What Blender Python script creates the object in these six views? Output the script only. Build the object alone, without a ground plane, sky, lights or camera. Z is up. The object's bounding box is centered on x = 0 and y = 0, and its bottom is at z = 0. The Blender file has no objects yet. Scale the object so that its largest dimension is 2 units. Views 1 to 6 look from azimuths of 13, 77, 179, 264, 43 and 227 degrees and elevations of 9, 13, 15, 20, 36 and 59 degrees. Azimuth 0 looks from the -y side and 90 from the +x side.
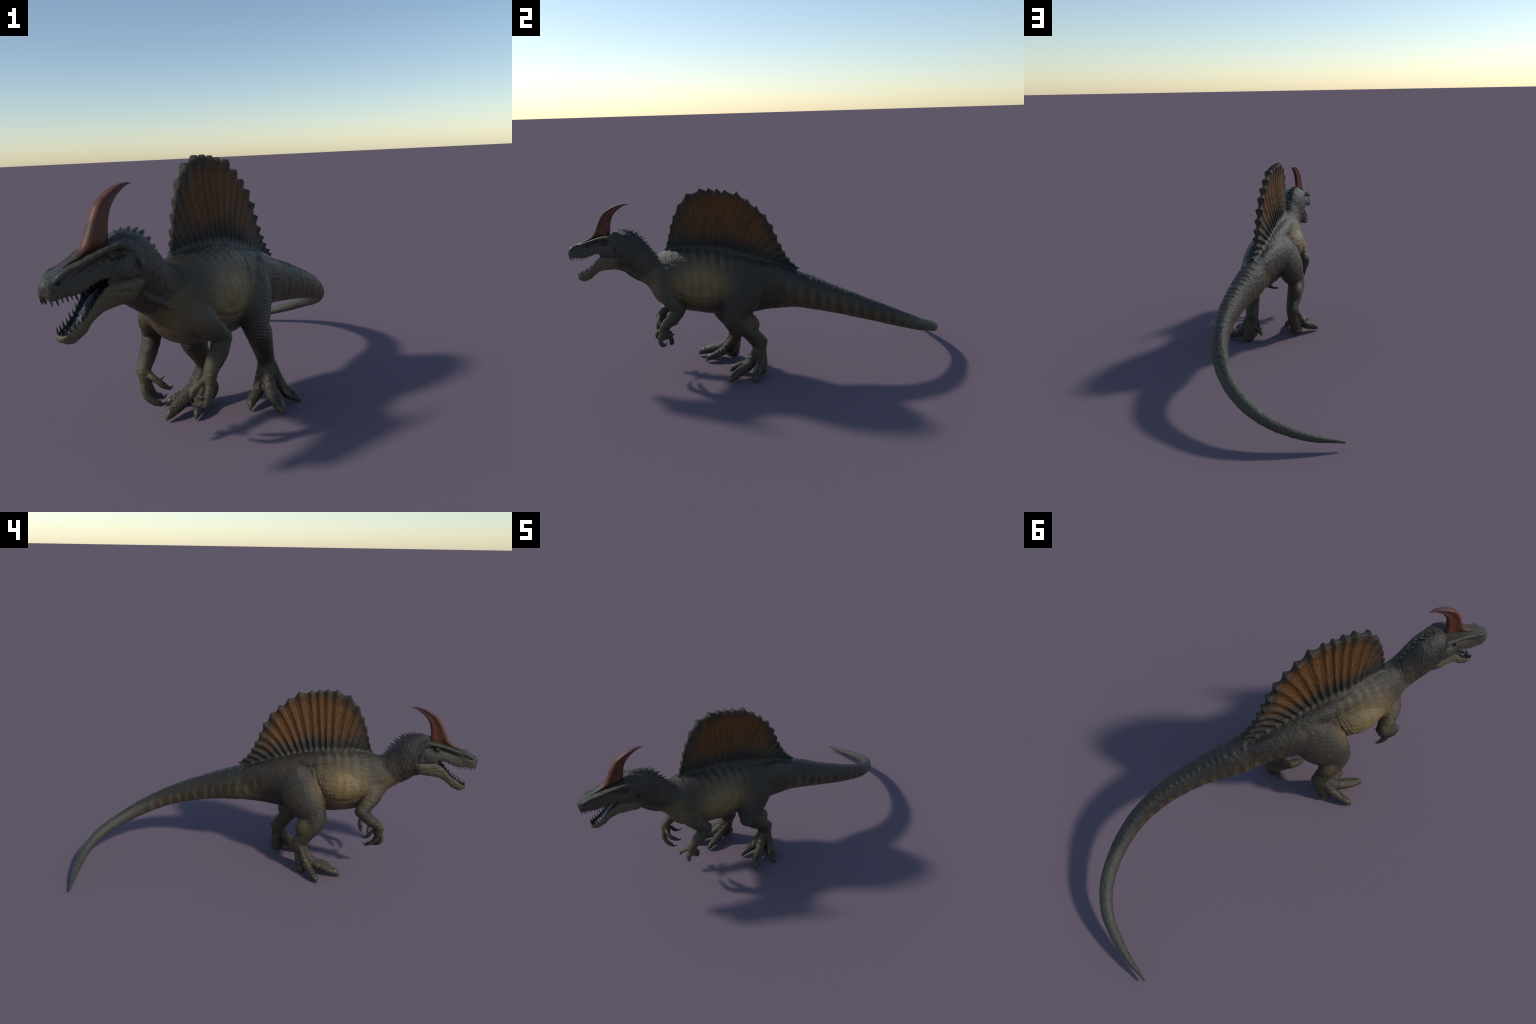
# Sail-backed horned theropod dinosaur, built from lofted anatomical volumes
# that are fused (voxel remesh), relaxed at the joints, wrinkled, and then
# separated into named body regions sharing one smooth set of normals.
import bpy, math, random
import numpy as np
from mathutils import Vector, Matrix

random.seed(7)
RNG = np.random.default_rng(7)
VOXEL = 0.0027

# ----------------------------------------------------------------- helpers
def catmull(K, n):
    """Catmull-Rom through the rows of K, n samples."""
    K = np.asarray(K, float)
    N = len(K)
    t = np.linspace(0, N - 1, n)
    i = np.minimum(t.astype(int), N - 2)
    u = (t - i)[:, None]
    P = np.vstack([2 * K[0] - K[1], K, 2 * K[-1] - K[-2]])
    a, b, c, d = P[i], P[i + 1], P[i + 2], P[i + 3]
    return .5 * (2 * b + (c - a) * u + (2 * a - 5 * b + 4 * c - d) * u * u
                 + (3 * b - a - 3 * c + d) * u ** 3)

def unit(v):
    v = np.asarray(v, float)
    return v / (np.linalg.norm(v, axis=-1, keepdims=True) + 1e-12)

def sstep(a, b, x):
    t = np.clip((x - a) / (b - a), 0, 1)
    return t * t * (3 - 2 * t)

def skin_rings(R):
    """Closed mesh from rings R[n][m] with a fan cap at both ends."""
    n, m, _ = R.shape
    V = np.concatenate([R.reshape(-1, 3), R[0].mean(0)[None], R[-1].mean(0)[None]])
    F = []
    for i in range(n - 1):
        for j in range(m):
            k = (j + 1) % m
            F.append((i * m + j, i * m + k, (i + 1) * m + k, (i + 1) * m + j))
    for j in range(m):
        k = (j + 1) % m
        F.append((n * m, k, j))
        F.append((n * m + 1, (n - 1) * m + j, (n - 1) * m + k))
    return V, F

# plan curve of the animal's mid plane: x as a function of y
PLAN_Y = [-1.0, -.80, -.70, -.62, -.56, -.50, -.44, -.38, -.32, -.26, -.20, -.12, -.04, .04, .10, .157]
PLAN_X = [-.25, -.176, -.139, -.112, -.099, -.090, -.080, -.066, -.050, -.030, -.008, .016, .040, .064, .085, .107]
def plan_x(y):
    return np.interp(y, PLAN_Y, PLAN_X)
def plan_dir(y):
    d = np.array([(plan_x(y + .04) - plan_x(y - .04)) / .08, 1.0, 0])
    return unit(d)

# head frame: s runs from the nose tip backwards, lat to the animal's left
HS = np.array([.347, .938, 0]); HL = np.array([.938, -.347, 0]); HO = np.array([-.25, -1.0, 0])
def head_pt(s, lat, z):
    return HO + HS * s + HL * lat + np.array([0, 0, z])

PIECES = []      # (verts, faces) closed volumes to fuse
SKEL = []        # (label, centre, frame rows scaled by 1/radius, mean radius)

def skel(label, c, ax, rad):
    ax = np.asarray(ax, float); rad = np.asarray(rad, float)
    SKEL.append((label, np.asarray(c, float), ax / rad[:, None], float(np.cbrt(np.prod(rad)))))

def tube(label, pts, radii, n=24, m=28, side=(1, 0, 0)):
    """Round or oval limb: pts are joints, radii (across, along-depth)."""
    pts = np.asarray(pts, float)
    r = np.array([(q, q) if np.isscalar(q) else q for q in radii], float)
    S = catmull(np.hstack([pts, r]), n)
    c, a, b = S[:, :3], np.maximum(S[:, 3], .0006), np.maximum(S[:, 4], .0006)
    t = unit(np.gradient(c, axis=0))
    sd = np.asarray(side, float)
    w = unit(sd - (t @ sd)[:, None] * t)
    u = np.cross(t, w)
    th = np.linspace(0, 2 * np.pi, m, endpoint=False)
    # hemispherical ends
    rings, C = [], []
    def ring(cc, ww, uu, aa, bb):
        rings.append(cc + np.cos(th)[:, None] * ww * aa + np.sin(th)[:, None] * uu * bb)
    for k in (80, 55, 30):
        f = math.radians(k); ring(c[0] - t[0] * math.sin(f) * min(a[0], b[0]), w[0], u[0], a[0] * math.cos(f), b[0] * math.cos(f))
    for i in range(n):
        ring(c[i], w[i], u[i], a[i], b[i])
    for k in (30, 55, 80):
        f = math.radians(k); ring(c[-1] + t[-1] * math.sin(f) * min(a[-1], b[-1]), w[-1], u[-1], a[-1] * math.cos(f), b[-1] * math.cos(f))
    PIECES.append(skin_rings(np.array(rings)))
    if label:
        for i in range(n):
            skel(label, c[i], [w[i], u[i], t[i]], [a[i], b[i], min(a[i], b[i])])

def blob(label, c, axes, rad, m=24):
    """Ellipsoid; axes are three unit rows."""
    c = np.asarray(c, float); A = unit(np.asarray(axes, float)); rad = np.asarray(rad, float)
    rings = []
    th = np.linspace(0, 2 * np.pi, m, endpoint=False)
    for f in np.linspace(-math.pi / 2 + .05, math.pi / 2 - .05, m // 2):
        rings.append(c + A[2] * rad[2] * math.sin(f) + math.cos(f) *
                     (np.cos(th)[:, None] * A[0] * rad[0] + np.sin(th)[:, None] * A[1] * rad[1]))
    PIECES.append(skin_rings(np.array(rings)))
    if label:
        skel(label, c, A, rad)

# ------------------------------------------------------------------- trunk
# (top y, top z, bottom y, bottom z, half width, belly-narrowing)
TRUNK = [
    (-.790, .722, -.770, .580, .052, 0),
    (-.745, .753, -.735, .547, .073, .05),
    (-.665, .736, -.700, .516, .070, .12),
    (-.605, .675, -.652, .484, .062, .12),
    (-.560, .630, -.606, .445, .070, .05),
    (-.505, .640, -.560, .375, .100, .0),
    (-.430, .652, -.460, .335, .120, .06),
    (-.340, .656, -.370, .316, .121, .0),
    (-.240, .646, -.260, .302, .115, .14),
    (-.120, .612, -.120, .303, .098, .28),
    (-.010, .570, -.010, .320, .080, .25),
    (.070, .538, .075, .328, .074, .15),
]
# tail: centre, half width, half height
TAIL = [
    (.109, .157, .416, .068, .091), (.178, .312, .371, .053, .069), (.224, .475, .317, .043, .054),
    (.231, .626, .258, .037, .043), (.194, .766, .197, .0325, .0345), (.119, .882, .145, .029, .0285),
    (.015, .953, .096, .0245, .024), (-.126, .985, .053, .017, .018), (-.272, .990, .028, .0055, .006)]
secs = []
for ty, tz, by, bz, a, k in TRUNK:
    T = np.array([plan_x(ty), ty, tz]); B = np.array([plan_x(by), by, bz])
    d = plan_dir(.5 * (ty + by)); w = np.array([d[1], -d[0], 0])
    sh = w * np.interp(.5 * (ty + by), [-.74, -.69, -.59, -.52, -.30, .0, .09], [0, -.008, -.005, .014, .018, .008, .006])   # rib cage hangs to the left of the spines
    T, B = T + sh * .7, B + sh * 1.2
    secs.append(np.concatenate([(T + B) / 2, (T - B) / 2, w * a, [k]]))
tc = np.array([q[:3] for q in TAIL])
tt = unit(np.gradient(tc, axis=0))
for i, q in enumerate(TAIL):
    w = unit(np.cross(tt[i], [0, 0, 1.])); u = np.cross(w, tt[i])
    secs.append(np.concatenate([tc[i], u * q[4], w * q[3], [0]]))
S = catmull(secs, 260)
th = np.linspace(0, 2 * np.pi, 96, endpoint=False)
cs, sn = np.cos(th)[:, None], np.sin(th)[:, None]
rings = []
for q in S:
    wid = cs * (1 - q[9] * np.maximum(0, -sn) ** 2 * 1.2)
    rings.append(q[:3] + sn * q[3:6] + wid * q[6:9])
PIECES.append(skin_rings(np.array(rings)))
TR_C, TR_U, TR_W = S[:, :3], S[:, 3:6], S[:, 6:9]
for i in range(0, 260, 2):
    lab = 'neck' if TR_C[i, 1] < -.575 else ('torso' if TR_C[i, 1] < .09 else 'tail')
    u, w = TR_U[i], TR_W[i]; ru, rw = np.linalg.norm(u), np.linalg.norm(w)
    skel(lab, TR_C[i], [w / rw, u / ru, np.cross(w / rw, u / ru)], [rw, ru, min(rw, ru)])

# belly bulge on each flank, above the keel of the belly
for sgn in (-1, 1):
    y0 = -.366 if sgn < 0 else -.352
    d = plan_dir(y0); w = np.array([d[1], -d[0], 0]) * sgn
    c = np.array([plan_x(y0) + .012, y0, .488]) + w * (.059 if sgn < 0 else .053)
    blob('torso', c, [w, d, (0, 0, 1)], (.083, .138, .093))
# throat pouch and the dewlap cord along each side of the neck
tube('neck', [head_pt(.24, 0, .572), head_pt(.30, 0, .560), (-.118, -.665, .520), (-.106, -.617, .487)], [.026, .028, .026, .020])
for sgn in (-1, 1):
    tube('neck', [head_pt(.285, .046 * sgn, .596), (-.136 + .040 * sgn, -.690 - .016 * sgn, .552),
                  (-.121 + .046 * sgn, -.640 - .018 * sgn, .522), (-.106 + .050 * sgn, -.604 - .018 * sgn, .496)],
         [.006, .010, .010, .007])

# dorsal scutes running down the tail
arc = np.concatenate([[0], np.cumsum(np.linalg.norm(np.diff(TR_C, axis=0), axis=1))])
i0 = int(np.argmin(np.abs(TR_C[:, 1] - .085) + (TR_C[:, 1] > .3) * 9))
pos = arc[i0]
k = 0
while k < 26:
    i = int(np.argmin(np.abs(arc - pos)))
    f = 1 - k / 26
    ru, rw = np.linalg.norm(TR_U[i]), np.linalg.norm(TR_W[i])
    u, w = TR_U[i] / ru, TR_W[i] / rw; t = np.cross(u, w)
    h = .0036 * f ** .6 + .0004
    blob(None, TR_C[i] + u * (ru - .5 * h - .010 * f), [w, t, u], (rw * .60, (.0185 * (.55 + .45 * f)), h + .010 * f), 20)
    pos += .034 * (.62 + .38 * f)
    k += 1

# -------------------------------------------------------------------- sail
# tip (y, z) and foot y of every neural spine
SPINES = [(-.532, .636, -.515), (-.517, .655, -.497), (-.506, .687, -.478), (-.496, .727, -.452), (-.484, .775, -.426), (-.467, .823, -.402), (-.438, .880, -.379),
          (-.394, .931, -.354), (-.330, .955, -.328), (-.285, .957, -.301), (-.244, .952, -.279), (-.207, .946, -.250),
          (-.149, .936, -.226), (-.097, .897, -.203), (-.053, .859, -.180), (-.011, .816, -.154), (.022, .761, -.128),
          (.042, .708, -.104), (.062, .659, -.078), (.080, .619, -.047), (.099, .586, -.008), (.122, .560, .035), (.150, .536, .085)]
def back_z(y):
    return np.interp(y, [q[0] for q in TRUNK] + [.157], [q[1] for q in TRUNK] + [.500])
NS, SUB, NV = len(SPINES), 14, 64
tips = np.array([(plan_x(a), a, b) for a, b, _ in SPINES])
feet = np.array([(plan_x(c), c, back_z(c) - .035) for _, _, c in SPINES])
ncol = (NS - 1) * SUB + 1
TI, FE = catmull(tips, ncol), catmull(feet, ncol)
col = np.arange(ncol) / SUB
fr = np.abs(col - np.round(col)) * 2                       # 0 on a spine, 1 between
gap = np.concatenate([np.linalg.norm(np.diff(tips, axis=0), axis=1), [.03]])
gapc = np.interp(col, np.arange(NS), gap)
notch = (.26 * np.minimum(gapc, .06)) * np.sin(fr * np.pi / 2) ** .9 + .001
v = np.linspace(0, 1, NV)[None, :, None]
ln = np.linalg.norm(TI - FE, axis=1)
top = TI + unit(FE - TI) * notch[:, None]
# spines sweep: they rise steeply, then fan out
sweep = .10 * np.sin(np.pi * v) * np.array([0, 0, 1.])[None, None] * np.abs(TI[:, 1] - FE[:, 1])[:, None, None]
FE[:, 0] += np.interp(FE[:, 1], [-.50, -.30, -.10, .05], [.014, .012, .004, .002])
G = FE[:, None] * (1 - v) + top[:, None] * v + sweep
vv = v[..., 0]
rib = np.cos(fr * np.pi / 2)[:, None] ** 2.6
thick = .0075 + .029 * (1 - vv) ** 2.5 + .0035 * sstep(.80, .97, vv)
thick = thick + rib * (.0066 + .0030 * sstep(.72, .98, vv) + .003 * (1 - sstep(.2, .5, vv)) * sstep(.0, .2, vv))
thick = thick + (.0009 * np.sin(col * 2 * np.pi * 3 + .8 * np.sin(col * 1.7)) * (1 - rib[:, 0]))[:, None] * (1 - sstep(.85, .95, vv))
thick = thick * np.sqrt(np.clip((1.015 - vv) / .05, .05, 1))
thick = thick * np.interp(col, [0, 4, 8, NS - 4, NS - 1], [.55, .6, 1, 1, .8])[:, None]
W = np.array([[(lambda d: (d[1], -d[0], 0))(plan_dir(y)) for y in g[:, 1]] for g in G])
Lf, Rt = G + W * thick[..., None], G - W * thick[..., None]
V = np.concatenate([Lf.reshape(-1, 3), Rt.reshape(-1, 3)])
NN = ncol * NV
F = []
for i in range(ncol - 1):
    for j in range(NV - 1):
        a, b, c, d = i * NV + j, (i + 1) * NV + j, (i + 1) * NV + j + 1, i * NV + j + 1
        F.append((a, b, c, d)); F.append((NN + d, NN + c, NN + b, NN + a))
    for j, fl in ((0, 0), (NV - 1, 1)):
        a, b = i * NV + j, (i + 1) * NV + j
        F.append((a, NN + a, NN + b, b) if not fl else (b, NN + b, NN + a, a))
for j in range(NV - 1):
    for i, fl in ((0, 0), (ncol - 1, 1)):
        a, b = i * NV + j, i * NV + j + 1
        F.append((a, b, NN + b, NN + a) if not fl else (NN + a, NN + b, b, a))
PIECES.append((V, F))

# -------------------------------------------------------------------- legs
L_LEG = 'leg_left'; R_LEG = 'leg_right'
def thigh(lab, rows):
    # rows: centre x y z, half across, half fore-aft
    d = plan_dir(-.05)
    tube(lab, [r[:3] for r in rows], [(r[3], r[4]) for r in rows], n=40, m=40, side=(d[1], -d[0], 0))
thigh(L_LEG, [(.060, -.100, .570, .020, .045), (.072, -.112, .525, .046, .082), (.084, -.138, .450, .062, .100),
              (.092, -.169, .385, .060, .090), (.104, -.206, .330, .050, .066), (.111, -.222, .302, .041, .045)])
thigh(R_LEG, [(-.046, -.095, .570, .020, .045), (-.060, -.112, .525, .046, .082), (-.088, -.145, .450, .060, .102),
              (-.112, -.186, .385, .060, .096), (-.130, -.230, .330, .050, .068), (-.140, -.248, .304, .042, .046)])
# haunch muscle running from the hip into the tail root
# long back muscles that slope up into the sail root
tube('torso', [(-.122, -.470, .585), (-.106, -.400, .596), (-.082, -.300, .598), (-.052, -.200, .584), (-.014, -.090, .556), (.034, .020, .520), (.078, .120, .474)],
     [.026, .036, .043, .046, .044, .038, .026], n=40, m=28)
tube('torso', [(-.048, -.470, .580), (-.020, -.400, .590), (.010, -.300, .594), (.038, -.200, .578), (.066, -.090, .552), (.090, .020, .518), (.118, .120, .474)],
     [.024, .031, .036, .038, .036, .032, .024], n=40, m=28)
tube('torso', [(-.040, -.085, .486), (.010, .000, .470), (.064, .090, .442), (.105, .165, .418)], [(.056, .092), (.055, .093), (.052, .080), (.040, .056)], n=24, m=36)
tube('torso', [(.078, -.085, .496), (.090, .000, .474), (.106, .085, .446), (.130, .165, .418)], [(.055, .088), (.056, .090), (.052, .078), (.040, .056)], n=24, m=36)
tube(L_LEG, [(.112, -.205, .315), (.112, -.172, .270), (.111, -.130, .222), (.110, -.088, .172), (.111, -.078, .140)],
     [(.046, .050), (.046, .050), (.042, .040), (.036, .042), (.033, .036)], n=30)
blob(L_LEG, (.114, -.126, .274), [(1, 0, 0), (0, .62, -.78), (0, .78, .62)], (.038, .058, .045))
blob(L_LEG, (.113, -.064, .166), [(1, 0, 0), (0, 1, .3), (0, -.3, 1)], (.030, .028, .030))
tube(R_LEG, [(-.140, -.238, .318), (-.137, -.221, .268), (-.124, -.190, .212), (-.113, -.163, .170), (-.113, -.157, .140)],
     [(.046, .050), (.046, .052), (.040, .040), (.035, .042), (.033, .036)], n=30)
blob(R_LEG, (-.128, -.180, .266), [(1, 0, 0), (0, .45, -.89), (0, .89, .45)], (.040, .060, .046))
blob(R_LEG, (-.108, -.140, .160), [(1, 0, 0), (0, 1, .3), (0, -.3, 1)], (.030, .028, .030))

L_FOOT = 'foot_left'; R_FOOT = 'foot_right'
# metatarsus core
tube(L_FOOT, [(.114, -.078, .150), (.118, -.076, .100), (.128, -.078, .050), (.132, -.086, .030)], [.033, .030, .032, .028])
tube(R_FOOT, [(-.113, -.157, .150), (-.118, -.164, .100), (-.130, -.172, .050), (-.135, -.180, .030)], [.033, .030, .032, .028])
TOES = {
 'L': [[(.116, -.096, .135), (.126, -.118, .100), (.139, -.146, .055), (.166, -.194, .040), (.190, -.234, .026), (.204, -.256, .013)],
       [(.096, -.086, .135), (.090, -.108, .095), (.089, -.146, .046), (.082, -.178, .037), (.076, -.206, .026), (.077, -.228, .012)],
       [(.134, -.080, .135), (.152, -.088, .095), (.178, -.105, .046), (.207, -.119, .031), (.232, -.130, .020), (.245, -.135, .012)]],
 'R': [[(-.118, -.182, .135), (-.130, -.202, .097), (-.153, -.240, .055), (-.178, -.288, .042), (-.196, -.332, .027), (-.205, -.354, .014)],
       [(-.098, -.170, .135), (-.104, -.196, .095), (-.115, -.234, .046), (-.108, -.276, .034), (-.104, -.310, .022), (-.104, -.328, .011)],
       [(-.136, -.164, .135), (-.154, -.176, .095), (-.184, -.198, .048), (-.216, -.212, .032), (-.243, -.223, .020), (-.255, -.227, .012)]]}
TOE_R = [[.021, .022, .026, .027, .020, .010], [.018, .019, .022, .022, .0165, .009], [.020, .020, .023, .0225, .017, .009]]
CLAWS = []   # name, parent, points, radii
for sd, foot in (('L', L_FOOT), ('R', R_FOOT)):
    for pts, r in zip(TOES[sd], TOE_R):
        tube(foot, pts, [(q, q * (.95 if i < 3 else .85)) for i, q in enumerate(r)], n=40, m=24)
        p = np.array(pts)
        d = unit(p[5] - p[3]); n0 = p[3] * .25 + p[4] * .75
        CLAWS.append(('toe_claw', foot, [n0 + (0, 0, .001), p[4] * .5 + p[5] * .5 + (0, 0, .001), p[5] + d * .007 + (0, 0, -.006)],
                      [r[4] * 1.03, r[4] * .82, .0016]))
blob(L_FOOT, (.134, -.078, .027), [(1, 0, 0), (0, 1, 0), (0, 0, 1)], (.034, .030, .027))
blob(R_FOOT, (-.136, -.172, .027), [(1, 0, 0), (0, 1, 0), (0, 0, 1)], (.034, .030, .027))
# dew claws on the inner side
tube(L_FOOT, [(.094, -.066, .088), (.074, -.062, .068), (.066, -.060, .052)], [.009, .0115, .007], n=12, m=16)
CLAWS.append(('toe_claw', L_FOOT, [(.067, -.060, .057), (.064, -.062, .046), (.065, -.068, .033)], [.0085, .0065, .001]))
tube(R_FOOT, [(-.094, -.160, .088), (-.080, -.168, .066), (-.077, -.178, .052)], [.009, .0115, .007], n=12, m=16)
CLAWS.append(('toe_claw', R_FOOT, [(-.077, -.176, .057), (-.075, -.183, .046), (-.076, -.191, .032)], [.0085, .0065, .001]))

# -------------------------------------------------------------------- arms
L_ARM = 'arm_left'; R_ARM = 'arm_right'; L_HAND = 'hand_left'; R_HAND = 'hand_right'
tube(L_ARM, [(-.024, -.535, .485), (.003, -.528, .442), (.034, -.504, .398), (.054, -.476, .360)], [(.042, .055), (.041, .053), .039, .035], n=24)
tube(L_ARM, [(.054, -.474, .362), (.048, -.503, .320), (.036, -.537, .286), (.032, -.552, .268)], [.034, .032, .027, .025], n=24)
tube(R_ARM, [(-.146, -.525, .490), (-.172, -.512, .442), (-.188, -.480, .398), (-.197, -.452, .364)], [(.038, .050), (.041, .050), .037, .033], n=24)
tube(R_ARM, [(-.197, -.454, .366), (-.195, -.493, .322), (-.194, -.536, .289), (-.194, -.554, .270)], [.034, .031, .026, .025], n=24)
tube(L_HAND, [(.032, -.552, .268), (.031, -.554, .240), (.030, -.553, .214)], [.024, (.019, .026), (.014, .023)], n=12)
tube(R_HAND, [(-.194, -.554, .270), (-.190, -.554, .240), (-.184, -.552, .214)], [.024, (.019, .024), (.013, .020)], n=12)
FINGERS = [
 (L_HAND, [(.018, -.562, .252), (-.004, -.582, .234), (-.017, -.588, .222), (-.022, -.590, .205)],
          [(-.021, -.590, .212), (-.027, -.591, .198), (-.036, -.584, .184)], .0105),
 (L_HAND, [(.030, -.562, .240), (.030, -.576, .212), (.025, -.574, .184), (.012, -.566, .168), (-.004, -.557, .162)],
          [(.004, -.561, .165), (-.022, -.549, .152), (-.047, -.536, .161)], .0115),
 (L_HAND, [(.036, -.548, .242), (.036, -.526, .214), (.028, -.520, .186), (.014, -.520, .174), (.000, -.517, .172)],
          [(.006, -.518, .173), (-.015, -.514, .166), (-.034, -.508, .177)], .0115),
 (R_HAND, [(-.196, -.556, .245), (-.190, -.572, .212), (-.176, -.570, .182), (-.160, -.562, .166), (-.149, -.554, .160)],
          [(-.155, -.558, .163), (-.142, -.548, .152), (-.125, -.533, .158)], .0115),
 (R_HAND, [(-.178, -.556, .262), (-.158, -.568, .252), (-.140, -.566, .238), (-.127, -.556, .221), (-.122, -.548, .214)],
          [(-.125, -.552, .218), (-.116, -.532, .203), (-.109, -.515, .208)], .0105),
 (R_HAND, [(-.184, -.550, .238), (-.180, -.546, .210), (-.173, -.535, .184), (-.168, -.520, .170), (-.161, -.510, .165)],
          [(-.165, -.515, .167), (-.155, -.500, .156), (-.143, -.488, .166)], .0105),
 (R_HAND, [(-.188, -.534, .258), (-.184, -.516, .240), (-.180, -.504, .219), (-.177, -.494, .213)],
          [(-.179, -.500, .215), (-.172, -.482, .207), (-.159, -.463, .219)], .0100)]
for hand, pts, claw, r in FINGERS:
    tube(hand, pts, [r * 1.1, r * 1.08] + [r * 1.05] * (len(pts) - 4) + [r * 1.02, r * .85], n=30, m=20)
    CLAWS.append(('finger_claw', hand, claw, [r * .82, r * .55, .0006]))
    # extensor knob at the root of the claw
    p = np.array(pts[-1]); q = np.array(pts[-2])
    blob(None, p + (0, 0, r * .55), [(1, 0, 0), (0, 1, 0), (0, 0, 1)], (r * .55, r * .55, r * .55), 14)

# -------------------------------------------------------------------- head
# upper jaw and skull: s, lip z, top z, half width, brow strength
SKULL = [
 (.003, .618, .640, .012, 0), (.008, .609, .653, .022, 0), (.020, .607, .662, .029, .1), (.040, .610, .675, .034, .1), (.062, .612, .683, .036, .2),
 (.085, .612, .689, .038, .45), (.115, .620, .698, .041, .75), (.150, .633, .709, .046, 1), (.175, .636, .717, .050, 1),
 (.200, .630, .724, .055, 1), (.230, .622, .731, .063, 1.), (.252, .619, .735, .069, .7), (.275, .616, .738, .073, .2), (.292, .616, .736, .071, 0)]
# half profile of a skull section: (lateral / half width, height fraction) plain and browed
PLAIN = np.array([(0, 1), (.35, .985), (.66, .91), (.86, .77), (.97, .58), (1.0, .38), (1.0, .18), (.97, .06), (.86, -.01), (.62, .05), (.30, .14), (0, .17)])
BROW = np.array([(0, .97), (.42, .965), (.78, .975), (.97, .90), (.97, .80), (.80, .70), (.86, .48), (.97, .22), (.97, .06), (.86, -.01), (.62, .06), (.30, .16), (0, .20)])
def half_profile(P, n=33):
    return catmull(P, n)
PP, BB = half_profile(PLAIN), half_profile(BROW)
Sk = catmull(SKULL, 70)
rings = []
for s, zb, zt, hw, br in Sk:
    br = np.clip(br, 0, 1)
    P = PP * (1 - br) + BB * br
    full = np.concatenate([P, (P * (-1, 1))[-2:0:-1]])
    rings.append(np.array([head_pt(s, q[0] * hw, zb + q[1] * (zt - zb)) for q in full]))
PIECES.append(skin_rings(np.array(rings)))
for s, zb, zt, hw, br in Sk[::3]:
    skel('head', head_pt(s, 0, (zb + zt) / 2), [HL, HS, (0, 0, 1)], [hw, .02, (zt - zb) / 2])
# bulbous nose, nostril rims, cranium
blob('head', head_pt(.034, 0, .640), [HL, HS, (0, 0, 1)], (.030, .034, .030))
for sgn in (-1, 1):
    tube('head', [head_pt(.030, .024 * sgn, .660), head_pt(.050, .030 * sgn, .672), head_pt(.075, .032 * sgn, .680)], [.006, .008, .005], n=12, m=14)
    # brow ridge beam
    tube('head', [head_pt(.075, .031 * sgn, .679), head_pt(.120, .037 * sgn, .692), head_pt(.170, .044 * sgn, .708),
                  head_pt(.215, .052 * sgn, .718), head_pt(.252, .055 * sgn, .722)], [.004, .007, .009, .0105, .0115], n=24, m=16)
    # cheek muscle behind the mouth corner
    blob('head', head_pt(.245, .053 * sgn, .655), [HL, HS, (0, 0, 1)], (.017, .045, .040))
    # eyeball lids
    blob(None, head_pt(.199, .0470 * sgn, .694), [HL, HS, (0, 0, 1)], (.010, .015, .0125))

for sgn in (-1, 1):
    tube('head', [head_pt(.192, .043 * sgn, .628), head_pt(.215, .050 * sgn, .623), head_pt(.245, .058 * sgn, .620), head_pt(.272, .062 * sgn, .618)],
         [(.007, .013), (.008, .013), (.009, .012), (.009, .012)], n=20, m=16, side=HL)
# lower jaw: s, upper rim z, bottom z, half width
JAW = [(.040, .503, .499, .006), (.044, .507, .492, .016), (.055, .513, .486, .023), (.072, .520, .480, .027), (.092, .532, .484, .029), (.112, .545, .494, .031), (.132, .566, .513, .035),
       (.155, .592, .528, .041), (.180, .614, .539, .050), (.205, .618, .543, .058), (.240, .619, .546, .067), (.270, .617, .551, .073), (.290, .612, .561, .071), (.297, .606, .575, .060)]
# half profile: lateral fraction, height fraction, trough amount handled by the third column
JP = catmull(np.array([(0, -.0), (.40, .03), (.70, .16), (.90, .42), (1.0, .72), (.99, .92), (.92, 1.0), (.80, .97), (.68, .80), (.50, .62), (.25, .55), (0, .54)]), 31)
JF = catmull(np.array([(0, 0), (.40, .03), (.70, .16), (.90, .42), (1.0, .72), (.99, .92), (.92, 1.0), (.80, 1.02), (.68, 1.03), (.50, 1.04), (.25, 1.05), (0, 1.05)]), 31)
Jw = catmull(JAW, 70)
rings = []
for s, zr, zb, hw in Jw:
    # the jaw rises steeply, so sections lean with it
    tr = float(sstep(.045, .062, s) * (1 - sstep(.20, .25, s)))
    P = JF * (1 - tr) + JP * tr
    full = np.concatenate([P, (P * (-1, 1))[-2:0:-1]])
    rings.append(np.array([head_pt(s, q[0] * hw, zb + q[1] * (zr - zb)) for q in full]))
PIECES.append(skin_rings(np.array(rings)))
for s, zr, zb, hw in Jw[::3]:
    skel('lower_jaw', head_pt(s, 0, (zr + zb) / 2), [HL, HS, (0, 0, 1)], [hw, .02, max((zr - zb) / 2, .008)])
tube('mouth_part', [head_pt(.075, 0, .508), head_pt(.105, 0, .524), head_pt(.150, 0, .566), head_pt(.195, 0, .592)],
     [(.010, .005), (.014, .007), (.018, .010), (.022, .012)], n=24, side=HL)

# ------------------------------------------------------- fuse into one skin
def mesh_from(name, V, F):
    me = bpy.data.meshes.new(name)
    me.from_pydata([tuple(p) for p in V], [], [tuple(f) for f in F])
    me.update()
    return me

def link(name, me, parent=None):
    ob = bpy.data.objects.new(name, me)
    bpy.context.scene.collection.objects.link(ob)
    if parent is not None:
        ob.parent = parent
    return ob

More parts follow.
